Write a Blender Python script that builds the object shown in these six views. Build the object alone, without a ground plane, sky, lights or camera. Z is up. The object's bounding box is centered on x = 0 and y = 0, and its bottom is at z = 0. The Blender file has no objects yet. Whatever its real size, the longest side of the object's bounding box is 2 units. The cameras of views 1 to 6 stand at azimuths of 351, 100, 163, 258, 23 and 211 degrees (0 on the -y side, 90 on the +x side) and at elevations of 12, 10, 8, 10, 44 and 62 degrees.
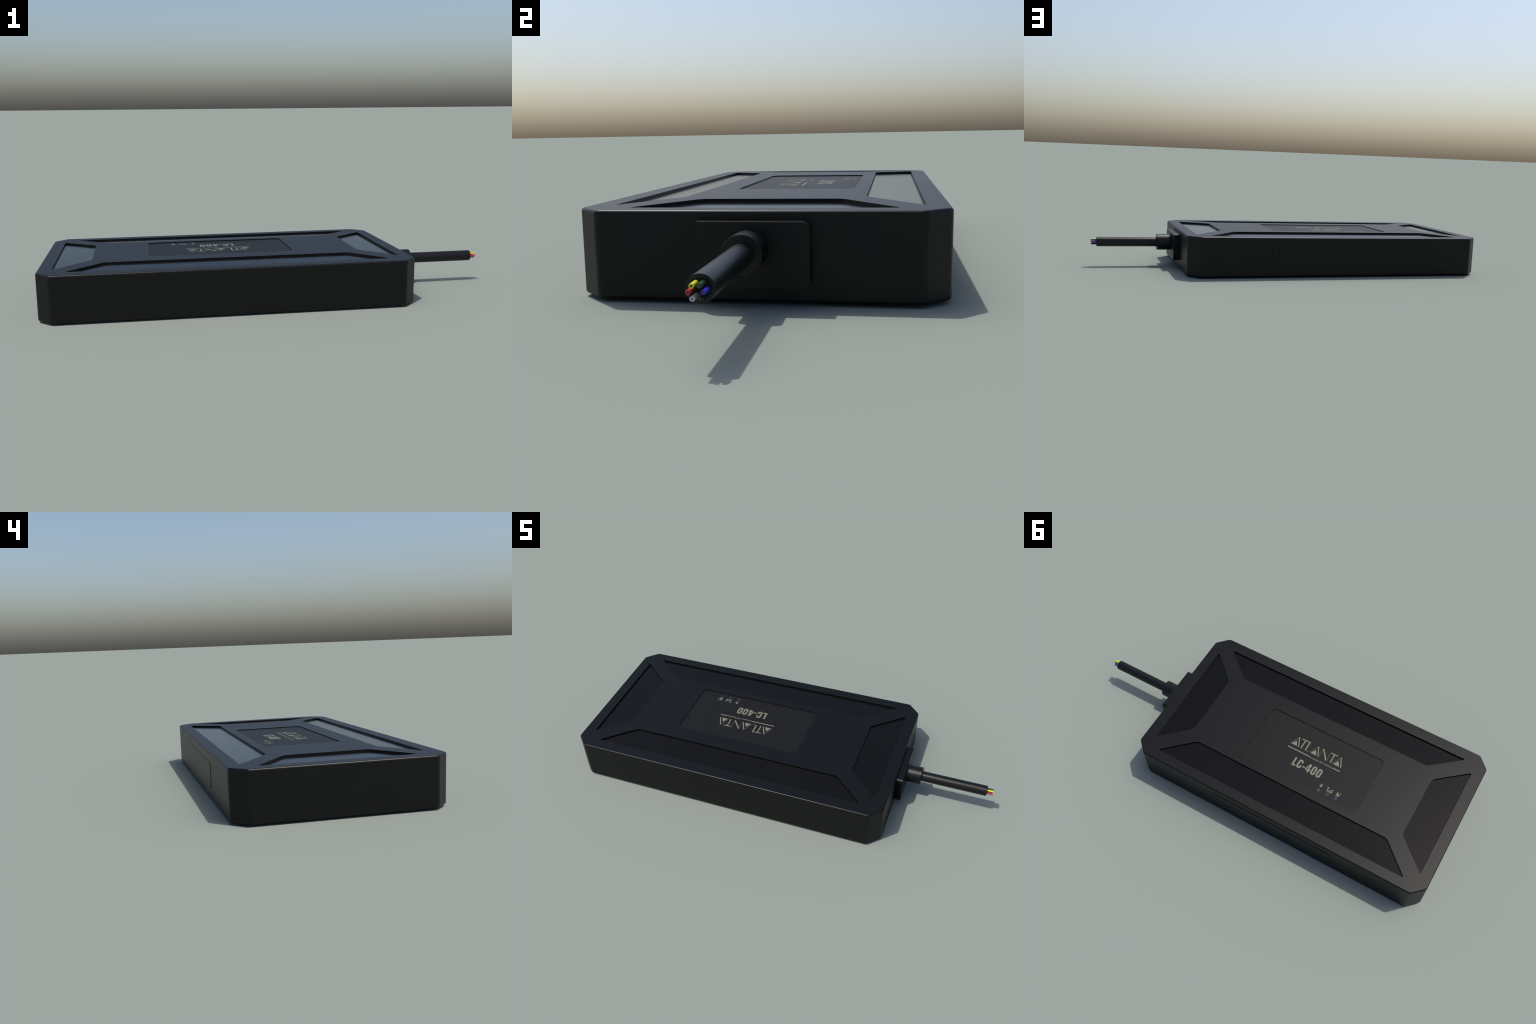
import bpy, bmesh, math
from mathutils import Vector, Matrix

# ------------------------------------------------------------------ sizes (metres)
BODY_X = (-0.9995, 0.5648)        # housing, along the cable axis
BODY_Y = (-0.4075, 0.4062)
BODY_Z = (0.0036, 0.1988)         # rim heights; both broad faces crown beyond the rim
CORNER_CUT = 0.0572               # 45 degree cut of the four upright corners
EDGE_R = 0.0075                   # rounding of the top and bottom rim
CORNER_R = 0.0230                 # rounding of the upright edges
RECESS_DEPTH = 0.0078             # measured square to the sloping crown
CROWN_Z = (0.0010, 0.2045)        # inner recess line
MID_Z = (0.0000, 0.2053)          # flat middle of the bottom and top faces
# the crown slopes from the outer recess line up to the inner recess line
OUTER_X, OUTER_Y = (-0.9435, 0.5095), (-0.3485, 0.3535)
INNER_X, INNER_Y = (-0.7910, 0.3625), (-0.2195, 0.2205)
LABEL_DEPTH = 0.0036
LABEL_Z = MID_Z[1] - LABEL_DEPTH
CABLE_Y, CABLE_Z = -0.0088, 0.1216

SCENE = bpy.context.scene.collection


# ------------------------------------------------------------------ materials
def plastic(name, colour, rough, spec=0.4, grain=0.0, grain_scale=60.0, metallic=0.0, coat=0.0):
    """Principled plastic; a fine noise gives the colour and gloss a faint grain."""
    m = bpy.data.materials.new(name)
    m.use_nodes = True
    nt = m.node_tree
    b = nt.nodes["Principled BSDF"]
    b.inputs["Roughness"].default_value = rough
    b.inputs["Specular IOR Level"].default_value = spec
    b.inputs["Metallic"].default_value = metallic
    b.inputs["Coat Weight"].default_value = coat
    tc = nt.nodes.new("ShaderNodeTexCoord")
    no = nt.nodes.new("ShaderNodeTexNoise")
    no.inputs["Scale"].default_value = grain_scale
    no.inputs["Detail"].default_value = 3.0
    ramp = nt.nodes.new("ShaderNodeValToRGB")
    lo, hi = 1.0 - grain, 1.0 + grain
    ramp.color_ramp.elements[0].position = 0.35
    ramp.color_ramp.elements[1].position = 0.65
    ramp.color_ramp.elements[0].color = (*[c * lo for c in colour], 1)
    ramp.color_ramp.elements[1].color = (*[c * hi for c in colour], 1)
    nt.links.new(tc.outputs["Object"], no.inputs["Vector"])
    nt.links.new(no.outputs["Fac"], ramp.inputs["Fac"])
    nt.links.new(ramp.outputs["Color"], b.inputs["Base Color"])
    return m


M_BODY = plastic("black_moulded_plastic", (0.0011, 0.0012, 0.0011), 0.41, 0.285, 0.08)
M_INLAY = plastic("satin_black_inlay", (0.0045, 0.0043, 0.0042), 0.17, 0.16, 0.06)
M_LABEL = plastic("charcoal_label_film", (0.0068, 0.0068, 0.0067), 0.50, 0.18, 0.05)
M_INK = plastic("pale_grey_ink", (0.146, 0.151, 0.110), 0.55, 0.25, 0.02)
M_CABLE = plastic("black_cable_sheath", (0.0020, 0.0021, 0.0020), 0.36, 0.36, 0.08)
M_FILL = plastic("dark_cable_filler", (0.006, 0.0055, 0.004), 0.6, 0.25, 0.15, 200)
M_COPPER = plastic("copper_strand", (0.15, 0.068, 0.042), 0.6, 0.2, 0.15, 900)
WIRE_COLOURS = {
    "yellow": (0.62, 0.58, 0.020), "green": (0.016, 0.050, 0.024), "blue": (0.028, 0.026, 0.42),
    "red": (0.42, 0.022, 0.030), "white": (0.55, 0.55, 0.58), "black": (0.005, 0.005, 0.005)}
M_WIRE = {k: plastic(k + "_wire_insulation", c, 0.38, 0.4, 0.03, 300) for k, c in WIRE_COLOURS.items()}
M_LED = [plastic("red_indicator_lens", (0.053, 0.0145, 0.0150), 0.42, 0.35, 0.04),
         plastic("green_indicator_lens", (0.0125, 0.024, 0.0125), 0.42, 0.35, 0.04),
         plastic("blue_indicator_lens", (0.0115, 0.0115, 0.030), 0.42, 0.35, 0.04)]


# ------------------------------------------------------------------ helpers
def offset_polygon(pts, d):
    """Inset a counter-clockwise polygon by d along its edge normals."""
    n, out = len(pts), []
    for i in range(n):
        p0, p1, p2 = (Vector(pts[j % n]) for j in (i - 1, i, i + 1))
        a, b = (p1 - p0).normalized(), (p2 - p1).normalized()
        na, nb = Vector((-a.y, a.x)), Vector((-b.y, b.x))
        k = na + nb
        out.append(p1 + k * (d / (1 + na.dot(nb))))
    return out


def rounded(pts, radii, seg=6):
    """Replace every corner of a polygon with an arc."""
    n, out = len(pts), []
    if not hasattr(radii, "__len__"):
        radii = [radii] * n
    for i in range(n):
        p0, p1, p2 = (Vector(pts[j % n]) for j in (i - 1, i, i + 1))
        a, b = (p0 - p1).normalized(), (p2 - p1).normalized()
        half = 0.5 * math.acos(max(-1, min(1, a.dot(b))))
        r = max(radii[i], 1e-5)
        t = r / math.tan(half)
        c = p1 + (a + b).normalized() * (r / math.sin(half))
        s, e = p1 + a * t - c, p1 + b * t - c
        a0 = math.atan2(s.y, s.x)
        da = (math.atan2(e.y, e.x) - a0 + math.pi) % math.tau - math.pi
        for k in range(seg + 1):
            w = a0 + da * k / seg
            out.append(c + Vector((math.cos(w), math.sin(w))) * r)
    return out


def add_object(name, mesh, mat=None, parent=None, smooth=35.0):
    if mat:
        mesh.materials.append(mat)
    for p in mesh.polygons:
        p.use_smooth = smooth > 0
    if smooth > 0:
        mesh.set_sharp_from_angle(angle=math.radians(smooth))
    ob = bpy.data.objects.new(name, mesh)
    SCENE.objects.link(ob)
    ob.parent = parent
    return ob


def loft(name, rings):
    """Closed solid through rings of equal vertex count (listed bottom to top)."""
    bm = bmesh.new()
    rows = [[bm.verts.new(v) for v in r] for r in rings]
    n = len(rows[0])
    for a, b in zip(rows, rows[1:]):
        for i in range(n):
            bm.faces.new((a[i], a[(i + 1) % n], b[(i + 1) % n], b[i]))
    bm.faces.new(list(reversed(rows[0])))
    bm.faces.new(rows[-1])
    bmesh.ops.recalc_face_normals(bm, faces=bm.faces)
    me = bpy.data.meshes.new(name)
    bm.to_mesh(me)
    bm.free()
    return me


def slab(name, pts, corner_r, z0, z1, rim_top=0.0, rim_bottom=0.0, seg=6, rim_seg=5, frame=None, below=(), above=()):
    """Upright prism over a polygon with rounded corners and rounded rims."""
    if not hasattr(corner_r, "__len__"):
        corner_r = [corner_r] * len(pts)

    def ring(inset, z):
        q = offset_polygon(pts, inset) if inset else pts
        return [Vector((p.x, p.y, z)) for p in rounded(q, [max(r - inset, 1e-4) for r in corner_r], seg)]

    def cap(c):
        return [Vector((p.x, p.y, c[1])) for p in rounded(c[0], c[2], seg)]

    rings = [cap(c) for c in below]
    if rim_bottom:
        for k in range(rim_seg + 1):
            w = math.pi / 2 * k / rim_seg
            rings.append(ring(rim_bottom * (1 - math.sin(w)), z0 + rim_bottom * (1 - math.cos(w))))
    else:
        rings.append(ring(0, z0))
    if rim_top:
        for k in range(rim_seg + 1):
            w = math.pi / 2 * k / rim_seg
            rings.append(ring(rim_top * (1 - math.cos(w)), z1 - rim_top * (1 - math.sin(w))))
    else:
        rings.append(ring(0, z1))
    rings += [cap(c) for c in above]
    if frame:
        rings = [[frame @ v for v in r] for r in rings]
    return loft(name, rings)


def settle(ob, cutters=(), weighted=True):
    """Cut the given solids out, then bake area-weighted normals into the mesh."""
    for c in cutters:
        m = ob.modifiers.new("cut", "BOOLEAN")
        m.operation, m.solver, m.object = "DIFFERENCE", "EXACT", c
    dg = bpy.context.evaluated_depsgraph_get()
    dg.update()
    me = bpy.data.meshes.new_from_object(ob.evaluated_get(dg))
    ob.modifiers.clear()
    old = ob.data
    ob.data = me
    bpy.data.meshes.remove(old)
    me.name = ob.name
    for c in cutters:
        cm = c.data
        bpy.data.objects.remove(c)
        bpy.data.meshes.remove(cm)
    if weighted:
        me.set_sharp_from_angle(angle=math.radians(35))
        w = ob.modifiers.new("normals", "WEIGHTED_NORMAL")
        w.mode, w.weight, w.keep_sharp = "FACE_AREA", 100, True
        dg.update()
        done = bpy.data.meshes.new_from_object(ob.evaluated_get(dg))
        ob.modifiers.clear()
        ob.data = done
        bpy.data.meshes.remove(me)
        done.name = ob.name
        # the shallow crown is shaded as one soft face: ease its corner normals upright
        nor = [c.vector.copy() for c in done.corner_normals]
        for p in done.polygons:
            if abs(p.normal.z) > 0.985:
                for i in p.loop_indices:
                    nor[i] = nor[i].lerp(Vector((0, 0, math.copysign(1, p.normal.z))), 0.8).normalized()
        done.normals_split_custom_set(nor)


def tube(name, profile, axis_y, axis_z, n=48):
    """Solid of revolution about the cable direction; profile is (x, radius)."""
    rings = []
    for x, r in profile:
        rings.append([Vector((x, axis_y + r * math.cos(math.tau * k / n), axis_z + r * math.sin(math.tau * k / n)))
                      for k in range(n)])
    return loft(name, rings)


# ------------------------------------------------------------------ the thing
device = bpy.data.objects.new("tracking_device", None)
device.empty_display_size = 0.2
SCENE.objects.link(device)
device["label"] = "flat black plastic electronics box with printed label and cable"
device["category"] = "electronic device"

# ---- housing: cut-corner box
(x0, x1), (y0, y1), c = BODY_X, BODY_Y, CORNER_CUT
outline = [(x0 + c, y0), (x1 - c, y0), (x1, y0 + c), (x1, y1 - c),
           (x1 - c, y1), (x0 + c, y1), (x0, y1 - c), (x0, y0 + c)]


def cut_rectangle(xs, ys, cut):
    """Counter-clockwise rectangle with its four corners cut at 45 degrees."""
    (a, b), (p, q) = xs, ys
    return [(a + cut, p), (b - cut, p), (b, p + cut), (b, q - cut), (b - cut, q), (a + cut, q), (a, q - cut), (a, p + cut)]


foot_line = cut_rectangle(OUTER_X, OUTER_Y, 0.026)
middle_line = cut_rectangle((-0.640, 0.170), (-0.175, 0.205), 0.012)
crown_line = cut_rectangle(INNER_X, INNER_Y, 0.012)
housing = add_object("housing", slab("housing", outline, CORNER_R, *BODY_Z, EDGE_R, EDGE_R,
                                     below=[(middle_line, MID_Z[0], 0.004), (crown_line, CROWN_Z[0], 0.004), (foot_line, BODY_Z[0], 0.008)],
                                     above=[(foot_line, BODY_Z[1], 0.008), (crown_line, CROWN_Z[1], 0.004), (middle_line, MID_Z[1], 0.004)]), M_BODY, device)


# ---- four trapezoid recesses and their satin floors
def long_recess(s):
    yo, yi = (OUTER_Y[1], INNER_Y[1]) if s > 0 else (OUTER_Y[0], INNER_Y[0])
    return [(-0.8880, yo), (0.4535, yo), (0.3060, yi), (-0.7370, yi)]


def short_recess(s):
    xo, xi = (OUTER_X[1], INNER_X[1]) if s > 0 else (OUTER_X[0], INNER_X[0])
    return [(xo, -0.2960), (xo, 0.3010), (xi, 0.1675), (xi, -0.1635)]


def crown_slope(pts):
    """Height of the sloping crown over one recess: (axis, foot, head)."""
    ax = 1 if abs(pts[0][1] - pts[1][1]) < 1e-6 else 0
    foot, head = pts[0][ax], pts[2][ax]
    return lambda v: BODY_Z[1] + (CROWN_Z[1] - BODY_Z[1]) * (v[ax] - foot) / (head - foot)


def is_ccw(p):
    return sum(p[i][0] * p[(i + 1) % len(p)][1] - p[(i + 1) % len(p)][0] * p[i][1] for i in range(len(p))) > 0


cutters = []
top = BODY_Z[1]
for s in (-1, 1):
    for kind, pts in (("long", long_recess(s)), ("short", short_recess(s))):
        crown = crown_slope(pts)
        if not is_ccw(pts):
            pts = pts[::-1]
        # blunt inner corners get a wide arc, acute outer tips a tight one
        radii = []
        for i in range(4):
            a = Vector(pts[i - 1]) - Vector(pts[i])
            b = Vector(pts[(i + 1) % 4]) - Vector(pts[i])
            radii.append(0.038 if a.angle(b) > math.pi / 2 else 0.0045)
        cutter = slab("recess_cutter", pts, radii, 0.0, top + 0.05, seg=10)
        for v in cutter.vertices:
            if v.co.z < 0.1:
                v.co.z = crown(v.co) - RECESS_DEPTH - 0.004
        cutters.append(add_object("recess_cutter", cutter))
        floor = slab("inlay_panel", offset_polygon(pts, 0.0004), radii, 0.0, 1.0, seg=10)
        for v in floor.vertices:
            v.co.z = crown(v.co) - RECESS_DEPTH - (0.0036 if v.co.z < 0.5 else 0.0)
        add_object("inlay_panel", floor, M_INLAY, device, 35)

# ---- label pocket and label film
LX, LY = (-0.5515, 0.0780), (-0.1395, 0.1810)
label_pts = [(LX[0], LY[0]), (LX[1], LY[0]), (LX[1], LY[1]), (LX[0], LY[1])]
cutters.append(add_object("label_cutter", slab("label_cutter", label_pts, 0.024, LABEL_Z - 0.003, top + 0.05, seg=10)))
settle(housing, cutters)
label = add_object("label_plate", slab("label_plate", offset_polygon(label_pts, 0.0004), 0.024,
                                        LABEL_Z - 0.0026, LABEL_Z, seg=10), M_LABEL, device)

# ---- low raised panel on the long shaded side
side_frame = Matrix(((1, 0, 0, 0), (0, 0, 1, 0), (0, 1, 0, 0), (0, 0, 0, 1)))      # (x, z, y)
sp = [(-0.5460, 0.0490), (0.1180, 0.0490), (0.1180, 0.1555), (-0.5460, 0.1555)]
side_panel = add_object("side_panel", slab("side_panel", sp, 0.022, BODY_Y[1] - 0.006, BODY_Y[1] + 0.0016,
                                           seg=12, frame=side_frame), M_BODY, device)
settle(side_panel)

# ---- cable outlet: flange plate, collar, cable, wires
end_frame = Matrix(((0, 0, 1, 0), (1, 0, 0, 0), (0, 1, 0, 0), (0, 0, 0, 1)))        # (z, x, y)
fp = [(-0.1315, 0.0418), (0.1178, 0.0418), (0.1178, 0.1782), (-0.1315, 0.1782)]
flange = add_object("cable_flange", slab("cable_flange", fp, 0.016, BODY_X[1] - 0.006, 0.5965, seg=12, frame=end_frame), M_BODY, device)
settle(flange)
COLLAR_END, CABLE_END = 0.6665, 0.9715
collar = add_object("cable_collar", tube("cable_collar", [(0.594, 0.0412), (COLLAR_END - 0.0008, 0.0412), (COLLAR_END, 0.0404)],
                                         CABLE_Y, CABLE_Z, 64), M_CABLE, device, 40)
cable = add_object("cable", tube("cable", [(COLLAR_END - 0.003, 0.0243), (CABLE_END - 0.0005, 0.0243), (CABLE_END, 0.0238),
                                           (CABLE_END, 0.0178), (CABLE_END - 0.0025, 0.0176), (CABLE_END - 0.0026, 0.0002)],
                                 CABLE_Y, CABLE_Z, 64), M_CABLE, device, 40)
filler = add_object("cable_filler", tube("cable_filler", [(CABLE_END - 0.0024, 0.0172), (CABLE_END - 0.0010, 0.0172)],
                                         CABLE_Y, CABLE_Z, 48), M_FILL, cable, 40)

WIRE_R, CORE_R, RING_R = 0.0042, 0.0017, 0.0116
wire_ends = {"yellow": 0.9993, "green": 0.9982, "blue": 0.9972, "red": 0.9995, "white": 0.9980, "black": 0.9965}
for i, k in enumerate(("blue", "green", "yellow", "red", "white", "black")):
    w = math.radians(60 * i + 1)
    wy, wz, xe = CABLE_Y + RING_R * math.cos(w), CABLE_Z + RING_R * math.sin(w), wire_ends[k]
    wire = add_object("wire", tube("wire", [(CABLE_END - 0.002, WIRE_R), (xe - 0.0004, WIRE_R), (xe, WIRE_R - 0.0004)],
                                   wy, wz, 32), M_WIRE[k], device, 40)
    add_object("copper_core", tube("copper_core", [(xe - 0.003, CORE_R), (xe + 0.0005, CORE_R)], wy, wz, 20), M_COPPER, wire, 40)


# ------------------------------------------------------------------ printing on the label
# Printing frame: u to the reader's right (-x), v up the page (-y); origin at the world origin.
PRINT = Matrix.Translation((-0.0018, 0.0039, LABEL_Z - 0.0001)) @ Matrix.Rotation(math.pi, 4, "Z")
INK = 0.0003


def print_shape(name, loops, mat=M_INK):
    """Filled flat shape from closed loops (later loops inside earlier ones are holes)."""
    cu = bpy.data.curves.new(name, "CURVE")
    cu.dimensions, cu.fill_mode, cu.extrude = "2D", "BOTH", INK
    for lp in loops:
        sp_ = cu.splines.new("POLY")
        sp_.points.add(len(lp) - 1)
        for p, q in zip(sp_.points, lp):
            p.co = (q[0], q[1], 0, 1)
        sp_.use_cyclic_u = True
    return bake_print(name, cu, mat)


def bake_print(name, cu, mat, fit=None):
    tmp = bpy.data.objects.new(name, cu)
    SCENE.objects.link(tmp)
    dg = bpy.context.evaluated_depsgraph_get()
    dg.update()
    me = bpy.data.meshes.new_from_object(tmp.evaluated_get(dg))
    bpy.data.objects.remove(tmp)
    me.materials.clear()
    if fit:                                     # stretch to a box (u0, u1, v0, v1)
        xs, ys = [v.co.x for v in me.vertices], [v.co.y for v in me.vertices]
        ax, ay = min(xs), min(ys)
        kx, ky = (fit[1] - fit[0]) / (max(xs) - ax), (fit[3] - fit[2]) / (max(ys) - ay)
        for v in me.vertices:
            v.co.x, v.co.y = fit[0] + (v.co.x - ax) * kx, fit[2] + (v.co.y - ay) * ky
    me.transform(PRINT)
    return add_object(name, me, mat, label, 0)


def bar(u0, u1, v0, v1, r=0.0006):
    return [tuple(p) for p in rounded([(u0, v0), (u1, v0), (u1, v1), (u0, v1)], r, 3)]


V0, V1 = 0.0062, 0.0588                       # base line and cap line of the wordmark


def wordmark_a(u):
    tri = [(u + 0.0068, V0 + 0.0004), (u + 0.0392, V0 + 0.0004), (u + 0.0232, V0 + 0.0284)]
    apex = [(u, V0), (u + 0.0015, V0), (u + 0.0255, V1 - 0.0052), (u + 0.0458, V0), (u + 0.0512, V0), (u + 0.0277, V1 + 0.0022)]
    print_shape("letter", [apex])
    print_shape("letter_fill", [tri])


def wordmark_t(um):
    h, s, t = 0.0188, 0.0030, 0.0047
    print_shape("letter", [[(um - s, V0), (um + s, V0), (um + s, V1 - t), (um + h, V1 - t), (um + h, V1 + 0.0004),
                            (um - h, V1 + 0.0004), (um - h, V1 - t), (um - s, V1 - t)]])


wordmark_a(0.0935)
wordmark_t(0.1553)
print_shape("letter", [[(0.1762, V0), (0.1978, V0), (0.1978, V0 + 0.0016), (0.1828, V0 + 0.0016), (0.1828, V1 + 0.002), (0.1762, V1 + 0.002)]])
wordmark_a(0.2020)
print_shape("letter", [[(0.2538, V0 - 0.001), (0.2549, V0 - 0.001), (0.2549, V1 - 0.0050), (0.2917, V0 - 0.0012), (0.2972, V0 - 0.0012),
                        (0.2972, V1 + 0.0006), (0.2961, V1 + 0.0006), (0.2961, V0 + 0.0040), (0.2590, V1 + 0.0006), (0.2538, V1 + 0.0006)]])
wordmark_t(0.3186)
wordmark_a(0.3282)
print_shape("rule_line", [bar(0.0925, 0.2138, -0.0165, -0.0112, 0.0010)])
print_shape("rule_line", [bar(0.3465, 0.3832, -0.0172, -0.0119, 0.0010)])

# small tag line set in the built-in typeface, stretched to its measured box
tag = bpy.data.curves.new("tag_line", "FONT")
tag.body = "Innovative IOT Solutions"
tag.extrude, tag.offset, tag.resolution_u = INK, 0.012, 3
tagob = bake_print("tag_line", tag, M_INK, (0.2160, 0.3448, -0.0195, -0.0098))
for v in tagob.data.vertices:
    v.co.z = LABEL_Z + (0.0002 if v.co.z > LABEL_Z - 0.0001 else -0.0004)
tagob["kind"] = "stuff"

# heavy condensed model number
B0, B1 = -0.0968, -0.0492
def oval(u0, u1, v0, v1, r, seg=8):
    return [tuple(p) for p in rounded([(u0, v0), (u1, v0), (u1, v1), (u0, v1)], r, seg)]


def zero(u):
    print_shape("letter", [oval(u, u + 0.0240, B0 - 0.0008, B1 + 0.0008, 0.0112),
                           oval(u + 0.0086, u + 0.0154, B0 + 0.0080, B1 - 0.0080, 0.0030)[::-1]])


print_shape("letter", [[(0.1582, B0), (0.1786, B0), (0.1786, B0 + 0.0085), (0.1675, B0 + 0.0085), (0.1675, B1), (0.1582, B1)]])
cu0, cu1, ro, ri = 0.1825, 0.2070, 0.0112, 0.0032
c_out = oval(cu0, cu1, B0 - 0.0008, B1 + 0.0008, ro)          # starts lower left, runs counter-clockwise
c_in = oval(cu0 + 0.0090, cu1 - 0.0088, B0 + 0.0080, B1 - 0.0080, ri)
gap0, gap1 = B0 + 0.0185, B1 - 0.0165
low_o = [p for p in c_out if p[1] < gap0]; top_o = [p for p in c_out if p[1] > gap1]
low_i = [p for p in c_in if p[1] < gap0]; top_i = [p for p in c_in if p[1] > gap1]
print_shape("letter", [low_o + [(cu1, gap0), (cu1 - 0.0088, gap0)] + low_i[::-1] + top_i[::-1]
                       + [(cu1 - 0.0088, gap1), (cu1, gap1)] + top_o])
print_shape("hyphen_mark", [bar(0.2112, 0.2262, B0 + 0.0135, B0 + 0.0205, 0.0003)])
f = 0.2295
print_shape("letter", [[(f, B0 + 0.0090), (f + 0.0128, B0 + 0.0090), (f + 0.0128, B0), (f + 0.0213, B0), (f + 0.0213, B0 + 0.0090),
                        (f + 0.0262, B0 + 0.0090), (f + 0.0262, B0 + 0.0168), (f + 0.0213, B0 + 0.0168), (f + 0.0213, B1), (f + 0.0100, B1),
                        (f, B0 + 0.0175)],
                       [(f + 0.0066, B0 + 0.0168), (f + 0.0128, B0 + 0.0350), (f + 0.0128, B0 + 0.0168)]])
zero(0.2598)
zero(0.2892)

# symbols above the three indicator lights
print_shape("lightning_symbol", [[(0.3452, -0.1110), (0.3330, -0.1292), (0.3408, -0.1292), (0.3392, -0.1425),
                                  (0.3505, -0.1235), (0.3432, -0.1235)]])
sig = [[(0.3708, -0.1165), (0.3848, -0.1165), (0.3793, -0.1235), (0.3793, -0.1408), (0.3763, -0.1408), (0.3763, -0.1235)]]
for k, h in enumerate((0.0092, 0.0126, 0.0160, 0.0238)):
    u = 0.3822 + 0.0062 * k
    sig.append([(u, -0.1408), (u + 0.0036, -0.1408), (u + 0.0036, -0.1408 + h), (u, -0.1408 + h)])
print_shape("signal_symbol", sig)


def arc_band(cx, cy, r0, r1, a0, a1, n=10):
    pts = [(cx + r1 * math.cos(math.radians(a0 + (a1 - a0) * k / n)), cy + r1 * math.sin(math.radians(a0 + (a1 - a0) * k / n))) for k in range(n + 1)]
    return pts + [(cx + r0 * math.cos(math.radians(a1 - (a1 - a0) * k / n)), cy + r0 * math.sin(math.radians(a1 - (a1 - a0) * k / n))) for k in range(n + 1)]


dx, dy = 0.4355, -0.1265
crescent = [(dx + 0.0100 * math.cos(math.radians(a)), dy + 0.0100 * math.sin(math.radians(a))) for a in range(110, 341, 10)]
crescent += [(dx + 0.0052 * math.cos(math.radians(a)) + 0.0022, dy + 0.0052 * math.sin(math.radians(a)) + 0.0024) for a in range(325, 124, -20)]
dish = [crescent,
        [(0.4240, -0.1425), (0.4272, -0.1425), (0.4302, -0.1402), (0.4350, -0.1402), (0.4380, -0.1425), (0.4412, -0.1425), (0.4362, -0.1372), (0.4296, -0.1372)],
        [(dx + 0.0034, dy + 0.0018), (dx + 0.0048, dy + 0.0034), (dx + 0.0098, dy + 0.0058), (dx + 0.0078, dy + 0.0078), (dx + 0.0030, dy + 0.0046)],
        arc_band(dx + 0.0052, dy + 0.0048, 0.0058, 0.0074, -12, 92)]
print_shape("dish_symbol", dish)
for (u, v), m in zip(((0.3417, -0.1541), (0.3886, -0.1537), (0.4329, -0.1534)), M_LED):
    print_shape("indicator_light", [[(u + 0.0083 * math.cos(math.tau * k / 32), v + 0.0083 * math.sin(math.tau * k / 32)) for k in range(32)]], m)
